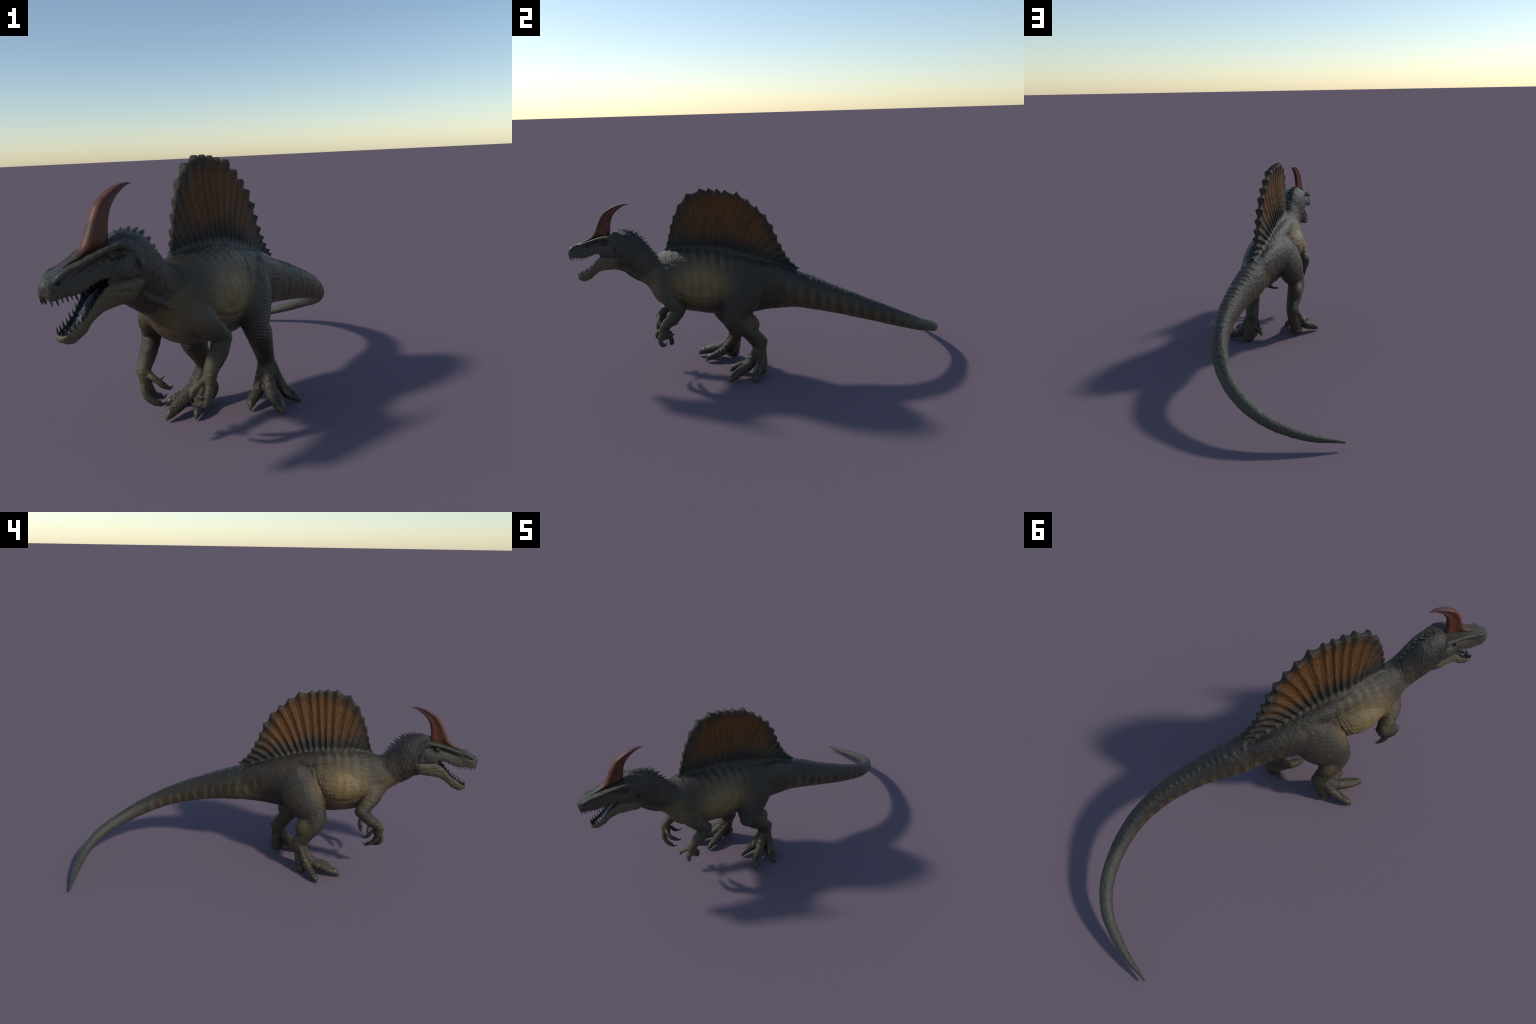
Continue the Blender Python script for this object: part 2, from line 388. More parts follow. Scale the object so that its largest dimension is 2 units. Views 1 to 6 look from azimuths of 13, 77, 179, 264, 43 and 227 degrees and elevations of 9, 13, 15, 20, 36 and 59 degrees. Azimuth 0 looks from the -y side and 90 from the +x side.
VV, FF, off = [], [], 0
import bmesh
for V, F in PIECES:
    me = mesh_from('piece', V, F)
    bm = bmesh.new(); bm.from_mesh(me)
    bmesh.ops.recalc_face_normals(bm, faces=bm.faces)
    bm.verts.index_update()
    VV.append(np.array([v.co for v in bm.verts]))
    FF += [tuple(v.index + off for v in f.verts) for f in bm.faces]
    off += len(bm.verts)
    bm.free(); bpy.data.meshes.remove(me)
raw = link('raw_body', mesh_from('raw_body', np.concatenate(VV), FF))
mod = raw.modifiers.new('fuse', 'REMESH')
mod.mode = 'VOXEL'; mod.voxel_size = VOXEL; mod.adaptivity = 0
dg = bpy.context.evaluated_depsgraph_get()
fused = bpy.data.meshes.new_from_object(raw.evaluated_get(dg))
bpy.data.objects.remove(raw)

nv = len(fused.vertices)
P = np.empty(nv * 3, np.float32); fused.vertices.foreach_get('co', P); P = P.reshape(-1, 3).astype(float)
ne = len(fused.edges)
Eg = np.empty(ne * 2, np.int32); fused.edges.foreach_get('vertices', Eg); Eg = Eg.reshape(-1, 2)
nl = len(fused.loops)
LV = np.empty(nl, np.int32); fused.loops.foreach_get('vertex_index', LV)
npol = len(fused.polygons)
LS = np.empty(npol, np.int32); fused.polygons.foreach_get('loop_start', LS)
LT = np.empty(npol, np.int32); fused.polygons.foreach_get('loop_total', LT)

# keep only the outer shell (drop sealed inner pockets)
lab = np.arange(nv)
while True:
    ra, rb = lab[Eg[:, 0]], lab[Eg[:, 1]]
    if (ra == rb).all():
        break
    np.minimum.at(lab, np.maximum(ra, rb), np.minimum(ra, rb))
    while (lab[lab] != lab).any():
        lab = lab[lab]
ids, cnt = np.unique(lab, return_counts=True)
shell = lab == ids[np.argmax(cnt)]

deg = np.bincount(Eg.ravel(), minlength=nv).astype(float)
def lap(X):
    out = np.empty_like(X)
    for k in range(X.shape[1]):
        out[:, k] = (np.bincount(Eg[:, 0], X[Eg[:, 1], k], nv) + np.bincount(Eg[:, 1], X[Eg[:, 0], k], nv)) / np.maximum(deg, 1)
    return out - X
for _ in range(3):                       # Taubin: remove voxel stepping
    P = P + .5 * lap(P); P = P - .52 * lap(P)

# ------------------------------------------------ which body part is where
labels = sorted(set(q[0] for q in SKEL))
L_id = {n: i for i, n in enumerate(labels)}
D = np.full((len(labels), nv), 9., np.float32)
P32 = P.astype(np.float32)
for lb, c, A, r in SKEL:
    near = np.where(np.abs(P32 - c.astype(np.float32)).max(1) < 3.2 * r + .10)[0]
    q = (P32[near] - c.astype(np.float32)) @ A.T.astype(np.float32)
    d = (np.sqrt((q * q).sum(1)) - 1) * r
    D[L_id[lb], near] = np.minimum(D[L_id[lb], near], d)
order = np.argsort(D, axis=0)[:2]
first, second = order[0], order[1]
gapd = np.take_along_axis(D, order, 0); gapd = gapd[1] - gapd[0]

HSc = (P - HO) @ HS; HLc = (P - HO) @ HL
def seam(names_a, names_b, width):
    a = np.isin(first, [L_id[n] for n in names_a]) & np.isin(second, [L_id[n] for n in names_b])
    b = np.isin(first, [L_id[n] for n in names_b]) & np.isin(second, [L_id[n] for n in names_a])
    return np.where(a | b, np.exp(-(gapd / width) ** 2), 0)
w = np.zeros(nv)
for A_, B_, wd in (((L_LEG, R_LEG), ('torso', 'tail'), .005), ((L_ARM, R_ARM), ('torso', 'neck'), .016), (('neck',), ('torso',), .02),
                   ((L_LEG, R_LEG), (L_FOOT, R_FOOT), .008), ((L_ARM, R_ARM), (L_HAND, R_HAND), .010)):
    w = np.maximum(w, seam(A_, B_, wd))
rearhip = seam((L_LEG, R_LEG), ('torso', 'tail'), .035) * sstep(-.20, -.13, P[:, 1] + .35 * (.5 - P[:, 2]))
w = np.maximum(w, rearhip)
w = np.maximum(w, np.where((first == L_id['tail']) & (P[:, 1] > .10), .34, 0))
w = np.maximum(w, np.where((first == L_id['head']) & (P[:, 2] > .665), .10, 0))
w = np.maximum(w, np.where(np.isin(first, [L_id[L_LEG], L_id[R_LEG]]), .75 * (1 - sstep(.30, .36, P[:, 2])), 0))
lat_plan = P[:, 0] - plan_x(P[:, 1])
zb = back_z(P[:, 1])
in_sail_y = (P[:, 1] > -.55) & (P[:, 1] < .16)
w = np.maximum(w, np.where(in_sail_y & (np.abs(lat_plan) < .10), np.exp(-((P[:, 2] - zb + .006) / np.where(P[:, 2] > zb - .006, .016, .050)) ** 2) * .95, 0))
w = np.maximum(w, np.where((HSc > .23) & (HSc < .36) & (P[:, 2] > .66), .9 * np.exp(-((HSc - .29) / .035) ** 2), 0))
for sgn, foot in ((1, L_FOOT), (-1, R_FOOT)):
    w = np.maximum(w, np.where(first == L_id[foot], .15 + .35 * sstep(.05, .10, P[:, 2]), 0))
hand = np.isin(first, [L_id[L_HAND], L_id[R_HAND]])
w = np.maximum(w, np.where(hand & (P[:, 2] > .235), .5, 0))
w = np.clip(w, 0, 1)[:, None]
w = np.maximum(w, np.where(HSc < .07, .30 * (1 - sstep(.045, .07, HSc)) * (P[:, 2] > .604), 0)[:, None])
for _ in range(40):
    P = P + .55 * w * lap(P)
P = P + .3 * lap(P)

# ------------------------------------------------------- surface relief
def vnoise(X, seed=0):
    """3D value noise in [-1,1]."""
    i = np.floor(X).astype(np.int64); f = X - i; f = f * f * (3 - 2 * f)
    def h(a, b, c):
        n = (a * 374761393 + b * 668265263 + c * 2147483647 + seed * 144665) & 0xffffffff
        n = ((n ^ (n >> 13)) * 1274126177) & 0xffffffff
        n = (n ^ (n >> 16)) & 0xffff
        return n / 32767.5 - 1
    r = 0
    for a in (0, 1):
        for b in (0, 1):
            for c in (0, 1):
                wgt = (f[:, 0] if a else 1 - f[:, 0]) * (f[:, 1] if b else 1 - f[:, 1]) * (f[:, 2] if c else 1 - f[:, 2])
                r = r + wgt * h(i[:, 0] + a, i[:, 1] + b, i[:, 2] + c)
    return r

def vertex_normals(P):
    tri_a = LV[LS]; n = np.zeros((nv, 3))
    q = LT == 4
    a, b, c = P[LV[LS]], P[LV[LS + 1]], P[LV[LS + 2]]
    d = np.where(q[:, None], P[LV[np.minimum(LS + 3, nl - 1)]], a)
    fn = np.cross(c - a, np.where(q[:, None], d - b, b - a) * np.where(q, 1, -1)[:, None])
    for k in range(4):
        ok = LT > k
        vi = LV[np.minimum(LS + k, nl - 1)][ok]
        for ax in range(3):
            n[:, ax] += np.bincount(vi, fn[ok, ax], nv)
    return unit(n)
N = vertex_normals(P)

disp = np.zeros(nv)
X = P
is_ = lambda *n: np.isin(first, [L_id[k] for k in n])
sail_mask = in_sail_y & (P[:, 2] > zb + .015) & (np.abs(lat_plan) < .05) & is_('torso', 'tail', 'neck')
soft = ~sail_mask
# general leathery unevenness
disp += .0009 * vnoise(X * 45, 1) + .0006 * vnoise(X * 95, 2)
# thigh and knee folds: horizontal bands on the front edge
for sgn, leg in ((1, L_LEG), (-1, R_LEG)):
    m = is_(leg)
    front = np.clip(-N[:, 1] * .9 + .35, 0, 1) * sstep(.22, .30, X[:, 2]) * (1 - sstep(.50, .60, X[:, 2]))
    ph = X[:, 2] * 1.0 + .35 * X[:, 1] + .006 * vnoise(X * 30, 5)
    disp += np.where(m, front * .0013 * np.sin(ph * 2 * np.pi / .0125), 0)
# flank folds between belly and thigh
m = is_('torso') & soft
fy = np.exp(-((X[:, 1] + .25 - .35 * (X[:, 2] - .5)) / .034) ** 2) * sstep(.36, .42, X[:, 2]) * (1 - sstep(.55, .63, X[:, 2]))
ph = X[:, 1] * .85 - .55 * X[:, 2] + .004 * vnoise(X * 25, 8)
disp += np.where(m, fy * .0008 * np.sin(ph * 2 * np.pi / .0125) * (.5 + .7 * vnoise(X * 18, 9)), 0)
# the belly sac overhangs the keel: a groove under it that climbs in front of the thigh
m = is_('torso') & soft & (X[:, 2] < .60)
zc_ = np.interp(X[:, 1], [-.500, -.470, -.430, -.390, -.350, -.310, -.280, -.262], [.458, .438, .420, .408, .403, .408, .425, .450])
e = X[:, 2] - zc_
along = sstep(-.505, -.46, X[:, 1]) * (1 - sstep(-.330, -.265, X[:, 1]))
side = sstep(.045, .075, np.abs(lat_plan - .010))
disp += np.where(m, along * side * (.55 + .45 * vnoise(X * 16, 61)) * (-.0058 * np.exp(-(e / .0075) ** 2) + .0045 * np.exp(-((e - .018) / .014) ** 2)), 0)
yc_ = np.interp(X[:, 2], [.42, .50, .60], [-.268, -.236, -.206])
for k_, (o_, dp) in enumerate(((-.004, .0040), (-.019, .0022), (-.034, .0014), (-.050, .0010))):
    q = X[:, 1] - yc_ - o_ - .004 * vnoise(X * 30, 50 + k_)
    disp -= np.where(m & (np.abs(lat_plan) > .05), dp * np.exp(-(q / .0048) ** 2) * sstep(.40, .44, X[:, 2]) * (1 - sstep(.54, .60, X[:, 2])), 0)
# neck: rings of loose skin
m = is_('neck')
ph = X[:, 1] * .8 + .20 * X[:, 2] + .008 * vnoise(X * 22, 11)
disp += np.where(m, .0006 * np.sin(ph * 2 * np.pi / .011) * (.5 + .5 * vnoise(X * 20, 12)), 0)
disp += np.where(is_('neck') & (N[:, 2] < 0), .0012 * np.sin(ph * 2 * np.pi / .022), 0)
# chest and back creases
m = is_('torso') & soft
disp += np.where(m, .0008 * vnoise(X * np.array([60, 25, 110]), 14), 0)
# fine long wrinkles that follow the back and the haunch
m = is_('torso', 'tail', L_LEG, R_LEG) & soft
lon = X[:, 1] * .34 - X[:, 0] * .94
disp += np.where(m & (X[:, 2] > .33), .0007 * vnoise(np.stack([X[:, 0] * 60, X[:, 1] * 22, (X[:, 2] + .35 * X[:, 1]) * 170], 1), 41) * sstep(-.30, -.15, X[:, 1]), 0)
# tail root wrinkles
m = is_('tail', 'torso') & soft & (X[:, 1] > -.02)
disp += np.where(m, .0009 * vnoise(X * np.array([40, 140, 40]), 15) * (1 - sstep(.25, .5, X[:, 1])), 0)
# toes: transverse scutes on the upper side
for foot in (L_FOOT, R_FOOT):
    m = is_(foot)
    ctr = np.array([.125, -.085, .0]) if foot == L_FOOT else np.array([-.125, -.172, .0])
    rr = np.sqrt(((X - ctr) ** 2 * np.array([1, 1, .9])).sum(1))
    disp += np.where(m & (N[:, 2] > -.2), .0015 * np.sin(rr * 2 * np.pi / .0105) * (.5 + .5 * vnoise(X * 40, 21)), 0)
# arms: fine folds near elbow
m = is_(L_ARM, R_ARM)
disp += np.where(m, .0010 * vnoise(X * np.array([50, 50, 120]), 22), 0)

# head detail: nostrils, eye sockets, slit behind the jaw, lip groove, pits
hd = is_('head', 'lower_jaw', 'neck', 'mouth_part')
al = np.abs(HLc)
def well(s0, z0, rs, rz, ang=0, amin=.015):
    ds, dz = HSc - s0, X[:, 2] - z0
    c_, s_ = math.cos(ang), math.sin(ang)
    e = ((ds * c_ + dz * s_) / rs) ** 2 + ((-ds * s_ + dz * c_) / rz) ** 2
    return np.where(hd & (al > amin), np.exp(-e), 0)
disp -= .0070 * well(.032, .650, .0080, .0034, .15, .012)
disp += .0010 * well(.031, .659, .013, .005, .25)
disp -= .0075 * well(.222, .699, .014, .010, 0, .03)
disp -= .0030 * well(.180, .693, .014, .010, 0, .03)
disp -= .0085 * well(.277, .655, .0055, .026, .30, .04)
disp -= .0050 * well(.235, .6215, .050, .0040, .0, .04)
disp -= .0040 * well(.120, .672, .055, .007, .27, .02)
# jaw folds and the muscle line behind the gape
disp -= .0030 * well(.235, .588, .050, .0042, -.16, .035)
disp -= .0018 * well(.215, .571, .050, .0040, -.30, .030)
disp += .0022 * well(.150, .618, .045, .010, .15, .03)
disp += np.where(hd, .0006 * vnoise(X * 130, 31) * sstep(.03, .10, HSc), 0)
disp -= np.where(HSc < .08, (.0009 * vnoise(X * 45, 1) + .0006 * vnoise(X * 95, 2)) * (1 - sstep(.05, .08, HSc)), 0)
jawm = is_('lower_jaw')
disp += np.where(jawm, .0011 * vnoise((np.stack([HSc, HLc, X[:, 2]], 1)) @ np.array([[50., 0, -60], [0, 60, 0], [60, 0, 130]]), 33), 0)
P = P + N * disp[:, None]
P[:, 2] = np.maximum(P[:, 2], .0005)

# ---------------------------------------------------- split into the parts
lab_name = np.array(labels, object)[first]
lab_name = lab_name.astype(object)
lab_name[sail_mask] = 'sail'
# inside of the mouth
lipz = np.interp(HSc, [q[0] for q in SKULL], [q[1] for q in SKULL])
hw_up = np.interp(HSc, [q[0] for q in SKULL], [q[3] for q in SKULL])
jr = np.interp(HSc, [q[0] for q in JAW], [q[1] for q in JAW]); jhw = np.interp(HSc, [q[0] for q in JAW], [q[3] for q in JAW])
inside = hd & (HSc > .03) & (HSc < .26) & (X[:, 2] < .66)
mouth = inside & (((al < hw_up * .84 - .001) & (N[:, 2] < .1) & (X[:, 2] > lipz - .004) & (is_('head', 'mouth_part')))
                  | ((al < jhw * .80) & (N[:, 2] > -.3) & (X[:, 2] > np.interp(HSc, [q[0] for q in JAW], [q[2] for q in JAW]) + .016) & (X[:, 2] < lipz + .004)
                     & is_('lower_jaw', 'mouth_part') & (HSc > .058))
                  | is_('mouth_part'))
mouth |= inside & (al < .036) & (HSc > .15) & (X[:, 2] > np.interp(HSc, [q[0] for q in JAW], [q[2] for q in JAW]) + .016) & (X[:, 2] < lipz + .018) & (N[:, 2] > -.2)
mouth &= (HSc < .25)
lab_name[mouth] = 'mouth_lining'
lab_name[lab_name == 'mouth_part'] = 'mouth_lining'
names = sorted(set(lab_name))
nid = {n: i for i, n in enumerate(names)}
vid = np.array([nid[n] for n in lab_name])
face_v = LV[np.minimum(LS[:, None] + np.arange(4), nl - 1)]
face_v[LT == 3, 3] = face_v[LT == 3, 2]
fid = np.median(vid[face_v], axis=1).astype(int)
ok = np.isin(fid, vid[face_v[:, 0]]) & shell[face_v[:, 0]]
votes = vid[face_v]
# majority vote, ties to the first vertex
best = votes[:, 0].copy(); bc = (votes == votes[:, :1]).sum(1)
for k in (1, 2, 3):
    c_ = (votes == votes[:, k:k + 1]).sum(1)
    up = c_ > bc; best[up] = votes[up, k]; bc[up] = c_[up]
fid = best
NF = vertex_normals(P)

# ---------------------------------------------------------------- materials
def new_mat(name):
    m = bpy.data.materials.new(name); m.use_nodes = True
    nt = m.node_tree; nt.nodes.clear()
    return m, nt

class NB:
    """Small node-building helper."""
    def __init__(s, nt):
        s.nt = nt
    def n(s, t, **kw):
        nd = s.nt.nodes.new(t)
        for k, v in kw.items():
            setattr(nd, k, v)
        return nd
    def put(s, sock, v):
        if hasattr(v, 'is_output') or isinstance(v, bpy.types.NodeSocket):
            s.nt.links.new(v, sock)
        else:
            sock.default_value = v
    def math(s, op, a, b=0., c=0., clamp=False):
        nd = s.n('ShaderNodeMath', operation=op); nd.use_clamp = clamp
        s.put(nd.inputs[0], a); s.put(nd.inputs[1], b); s.put(nd.inputs[2], c)
        return nd.outputs[0]
    def range(s, x, a, b, lo=0., hi=1.):
        nd = s.n('ShaderNodeMapRange', interpolation_type='SMOOTHSTEP')
        s.put(nd.inputs[0], x); nd.inputs[1].default_value = a; nd.inputs[2].default_value = b
        nd.inputs[3].default_value = lo; nd.inputs[4].default_value = hi
        return nd.outputs[0]
    def dot(s, v, d, add=0.):
        nd = s.n('ShaderNodeVectorMath', operation='DOT_PRODUCT')
        s.put(nd.inputs[0], v); nd.inputs[1].default_value = d
        return s.math('ADD', nd.outputs['Value'], add)
    def vmul(s, v, k):
        nd = s.n('ShaderNodeVectorMath', operation='MULTIPLY')
        s.put(nd.inputs[0], v); nd.inputs[1].default_value = k
        return nd.outputs[0]
    def noise(s, v, scale, detail=4., rough=.55, dist=0.):
        nd = s.n('ShaderNodeTexNoise'); s.put(nd.inputs['Vector'], v)
        nd.inputs['Scale'].default_value = scale; nd.inputs['Detail'].default_value = detail
        nd.inputs['Roughness'].default_value = rough; nd.inputs['Distortion'].default_value = dist
        return nd.outputs['Fac']
    def voro(s, v, scale, feature='F1'):
        nd = s.n('ShaderNodeTexVoronoi', feature=feature); s.put(nd.inputs['Vector'], v)
        nd.inputs['Scale'].default_value = scale
        return nd.outputs['Distance']
    def mix(s, f, a, b):
        nd = s.n('ShaderNodeMix', data_type='RGBA', blend_type='MIX')
        s.put(nd.inputs[0], f)
        for sk, v in ((nd.inputs[6], a), (nd.inputs[7], b)):
            s.put(sk, v if isinstance(v, bpy.types.NodeSocket) else (*v, 1.))
        return nd.outputs[2]
    def sphere(s, co, c, r, soft=.5):
        """soft elliptical mask around c with radii r"""
        nd = s.n('ShaderNodeVectorMath', operation='SUBTRACT'); s.put(nd.inputs[0], co); nd.inputs[1].default_value = c
        v = s.vmul(nd.outputs[0], tuple(1 / q for q in r))
        ln = s.n('ShaderNodeVectorMath', operation='LENGTH'); s.put(ln.inputs[0], v)
        return s.range(ln.outputs['Value'], 1 - soft, 1 + soft, 1., 0.)

def C(r, g, b):
    """sRGB 0-255 to linear"""
    return tuple((x / 255 / 12.92) if x / 255 <= .04045 else ((x / 255 + .055) / 1.055) ** 2.4 for x in (r, g, b))

SLATE = C(53, 47, 37)
SLATE_D = C(40, 39, 36)
BROWN = C(72, 61, 42)
OCHRE = C(142, 118, 74)
OLIVE = C(116, 98, 62)
RUST = C(94, 64, 42)
ORANGE = C(120, 75, 30)

def skin_material(name, kind='body'):
    m, nt = new_mat(name); b = NB(nt)
    tc = b.n('ShaderNodeTexCoord'); co = tc.outputs['Object']
    sep = b.n('ShaderNodeSeparateXYZ'); b.put(sep.inputs[0], co)
    x, y, z = sep.outputs
    nA = b.noise(co, 9, 5); nB = b.noise(co, 40, 5); nC = b.noise(co, 130, 3)
    wob = b.math('MULTIPLY_ADD', nA, .08, -.04)
    # --- base: slate back to brown sides, mottled
    col = b.mix(b.range(nA, .35, .68), SLATE, C(59, 51, 39))
    col = b.mix(b.math('MULTIPLY', b.range(nB, .50, .72), .55), col, BROWN)
    # legs: brown-olive
    lowz = b.range(b.math('ADD', z, wob), .40, .16)
    leg = b.math('MULTIPLY', lowz, b.range(b.math('ADD', y, wob), -.47, -.40))
    leg = b.math('MULTIPLY', leg, b.range(y, .12, .02))
    col = b.mix(b.math('MULTIPLY', leg, .72), col, C(60, 51, 34))
    col = b.mix(b.math('MULTIPLY', b.range(nB, .54, .70), b.math('MULTIPLY', leg, .6)), col, C(86, 70, 43))
    ft = b.math('MULTIPLY', b.range(b.math('ADD', z, wob), .150, .105), b.range(y, .05, -.02))
    col = b.mix(b.math('MULTIPLY', ft, .85), col, b.mix(b.range(nB, .42, .62), C(78, 63, 39), C(56, 47, 34)))
    for cx, cy, cz in ((.125, -.120, .272), (-.150, -.175, .262)):
        clf = b.sphere(co, (cx, cy, cz), (.050, .042, .042), .5)
        col = b.mix(b.math('MULTIPLY', clf, .5), col, C(100, 84, 52))
    arm = b.math('MULTIPLY', b.range(b.math('ADD', z, wob), .47, .36), b.range(y, -.42, -.47))
    col = b.mix(b.math('MULTIPLY', arm, .55), col, C(62, 54, 39))
    hand = b.math('MULTIPLY', b.range(z, .305, .255), b.range(y, -.44, -.46))
    col = b.mix(b.math('MULTIPLY', hand, .92), col, C(42, 40, 35))
    # --- ochre flank on the belly with vertical bars reaching up the ribs
    if kind == 'body':
        cen = b.sphere(co, (-.055, -.36, .490), (.60, .130, .095), .62)
        bars = b.n('ShaderNodeTexWave', wave_type='BANDS', bands_direction='Y')
        b.put(bars.inputs['Vector'], co); bars.inputs['Scale'].default_value = 7.0
        bars.inputs['Distortion'].default_value = 1.2; bars.inputs['Detail'].default_value = 2; bars.inputs['Detail Scale'].default_value = 3
        bar = b.math('MULTIPLY', b.range(bars.outputs['Fac'], .45, .8), b.sphere(co, (-.055, -.34, .565), (.60, .13, .085), .4))
        bar = b.math('MULTIPLY', bar, .42)
        och = b.math('MAXIMUM', b.math('MULTIPLY', b.math('MULTIPLY', cen, b.range(bars.outputs['Fac'], .1, .9, .84, 1.)), b.range(nB, .25, .60, .65, 1.)), bar)
        col = b.mix(b.math('MULTIPLY', och, .95), col, b.mix(b.range(nB, .4, .65), OCHRE, C(128, 106, 68)))
        # dull reddish keel of chest and belly
        xo = b.math('ABSOLUTE', b.math('SUBTRACT', x, b.math('MULTIPLY_ADD', y, .23, .03)))
        keel = b.math('MULTIPLY', b.math('MULTIPLY', b.range(xo, .085, .055), b.range(z, .275, .295)), b.range(b.math('ADD', z, b.math('MULTIPLY', wob, .5)), .415, .36))
        keel = b.math('MULTIPLY', keel, b.math('MULTIPLY', b.range(y, -.62, -.55), b.range(y, -.12, -.22)))
        col = b.mix(b.math('MULTIPLY', keel, .7), col, C(104, 82, 66))
        # orange blush on the side of the neck
        nv_ = b.noise(b.vmul(co, (1, 1, .25)), 75, 3)
        blush = b.math('MULTIPLY', b.sphere(co, (-.108, -.640, .590), (.5, .042, .060), .5), b.range(nv_, .42, .62))
        col = b.mix(b.math('MULTIPLY', blush, .6), col, RUST)
        # throat a little olive
        thr = b.math('MULTIPLY', b.range(b.math('MULTIPLY_ADD', y, -.78, z), 1.03, .985), b.range(y, -.52, -.60))
        col = b.mix(b.math('MULTIPLY', thr, .55), col, OLIVE)
        # --- tail bars: phase is the angle round the bend of the tail
        dx = b.math('ADD', x, .60); dy = b.math('SUBTRACT', y, .60)
        ang = b.math('ARCTAN2', dy, dx)
        ph = b.math('MULTIPLY_ADD', b.math('SUBTRACT', nA, .5), .05, ang)
        st = b.math('SINE', b.math('MULTIPLY', ph, 100.))
        st = b.math('MULTIPLY', b.range(st, -.2, .75), b.range(b.noise(co, 22, 3), .22, .48))
        zc = b.math('SUBTRACT', z, b.math('MULTIPLY_ADD', y, -.355, .475))
        fl = b.math('MULTIPLY', b.range(zc, .055, -.005), b.range(zc, -.075, -.035, .35, 1.))
        tl = b.math('MULTIPLY', b.range(y, -.02, .12), b.range(b.math('ADD', y, b.math('MULTIPLY', x, -.3)), .72, .50))
        tb = b.math('MULTIPLY', b.math('MULTIPLY', st, fl), tl)
        col = b.mix(b.math('MULTIPLY', tb, .55), col, C(112, 88, 52))
        under = b.math('MULTIPLY', b.range(zc, .01, -.07), tl)
        col = b.mix(b.math('MULTIPLY', under, .35), col, OLIVE)
        # end of the tail: plain dark olive grey
        te = b.range(b.math('ADD', y, b.math('MULTIPLY', x, -.3)), .48, .72)
        col = b.mix(b.math('MULTIPLY', te, .75), col, C(72, 70, 60))
        # head: grey olive, pale jaw
        s_ = b.dot(co, tuple(HS), -float(HO @ HS))
        hz = b.range(s_, .30, .25)
        col = b.mix(b.math('MULTIPLY', hz, .65), col, b.mix(b.range(nC, .4, .65), C(68, 63, 50), C(55, 51, 41)))
        jw = b.math('MULTIPLY', b.range(b.math('MULTIPLY_ADD', wob, .3, z), .628, .600), hz)
        col = b.mix(b.math('MULTIPLY', jw, .75), col, C(98, 88, 62))
        nose = b.math('MULTIPLY', b.range(s_, .10, .02), b.range(z, .62, .67))
        col = b.mix(b.math('MULTIPLY', nose, .6), col, C(62, 62, 58))
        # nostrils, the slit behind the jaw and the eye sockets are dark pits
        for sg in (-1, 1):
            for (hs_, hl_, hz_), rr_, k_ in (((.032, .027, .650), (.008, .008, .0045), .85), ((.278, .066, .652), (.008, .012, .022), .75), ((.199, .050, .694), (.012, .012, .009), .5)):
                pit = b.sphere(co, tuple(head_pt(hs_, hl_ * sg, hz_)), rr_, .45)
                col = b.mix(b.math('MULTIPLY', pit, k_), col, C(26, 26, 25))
        # dark line of the back under the sail
        dk = b.range(b.math('ADD', z, b.math('MULTIPLY', wob, .6)), .60, .68)
        dk = b.math('MULTIPLY', dk, b.range(y, -.80, -.70))
        col = b.mix(b.math('MULTIPLY', dk, .55), col, SLATE_D)
        ridge = b.math('MULTIPLY', b.range(zc, .035, .085), b.range(y, .02, .10))
        ridge = b.math('MAXIMUM', ridge, b.math('MULTIPLY', b.range(zc, .020, .034), b.range(y, .35, .5)))
        col = b.mix(b.math('MULTIPLY', ridge, .75), col, SLATE_D)
    else:
        # --- sail: orange webbing, dark rim, dark foot; streaks fan out from a low centre
        dz = b.math('SUBTRACT', z, .38); dy = b.math('ADD', y, .27)
        rad = b.math('SQRT', b.math('ADD', b.math('MULTIPLY', dz, dz), b.math('MULTIPLY', dy, dy)))
        ang = b.math('ARCTAN2', dy, dz)
        cmb = b.n('ShaderNodeCombineXYZ'); b.put(cmb.inputs[0], b.math('MULTIPLY', ang, 16.)); b.put(cmb.inputs[1], b.math('MULTIPLY', rad, 2.5)); b.put(cmb.inputs[2], b.math('MULTIPLY', x, 2.))
        streak = b.noise(cmb.outputs[0], 1.6, 4, .6)
        cm2 = b.n('ShaderNodeCombineXYZ'); b.put(cm2.inputs[0], b.math('MULTIPLY', ang, 5.)); b.put(cm2.inputs[1], b.math('MULTIPLY', rad, 70.)); b.put(cm2.inputs[2], x)
        cross = b.noise(cm2.outputs[0], 1.6, 3, .6)
        # distance below the arched rim (an ellipse about the foot of the sail)
        d2y = b.math('ADD', y, .22); d2z = b.math('SUBTRACT', z, .60)
        er = b.math('SQRT', b.math('ADD', b.math('MULTIPLY', d2y, d2y), b.math('MULTIPLY', d2z, d2z)))
        an2 = b.math('ARCTAN2', d2y, d2z)
        rim = b.math('MULTIPLY_ADD', b.math('MAXIMUM', b.math('COSINE', b.math('MULTIPLY_ADD', an2, 1.2, .4)), 0.), .085, .285)
        inner = b.range(b.math('MULTIPLY_ADD', b.math('SUBTRACT', streak, .5), .06, b.math('SUBTRACT', rim, er)), .002, .085)
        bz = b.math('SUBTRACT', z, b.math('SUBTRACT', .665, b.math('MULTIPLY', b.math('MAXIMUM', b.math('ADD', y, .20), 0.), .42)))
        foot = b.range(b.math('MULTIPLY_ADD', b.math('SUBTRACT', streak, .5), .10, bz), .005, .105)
        front = b.range(y, -.50, -.34, .30, 1.)
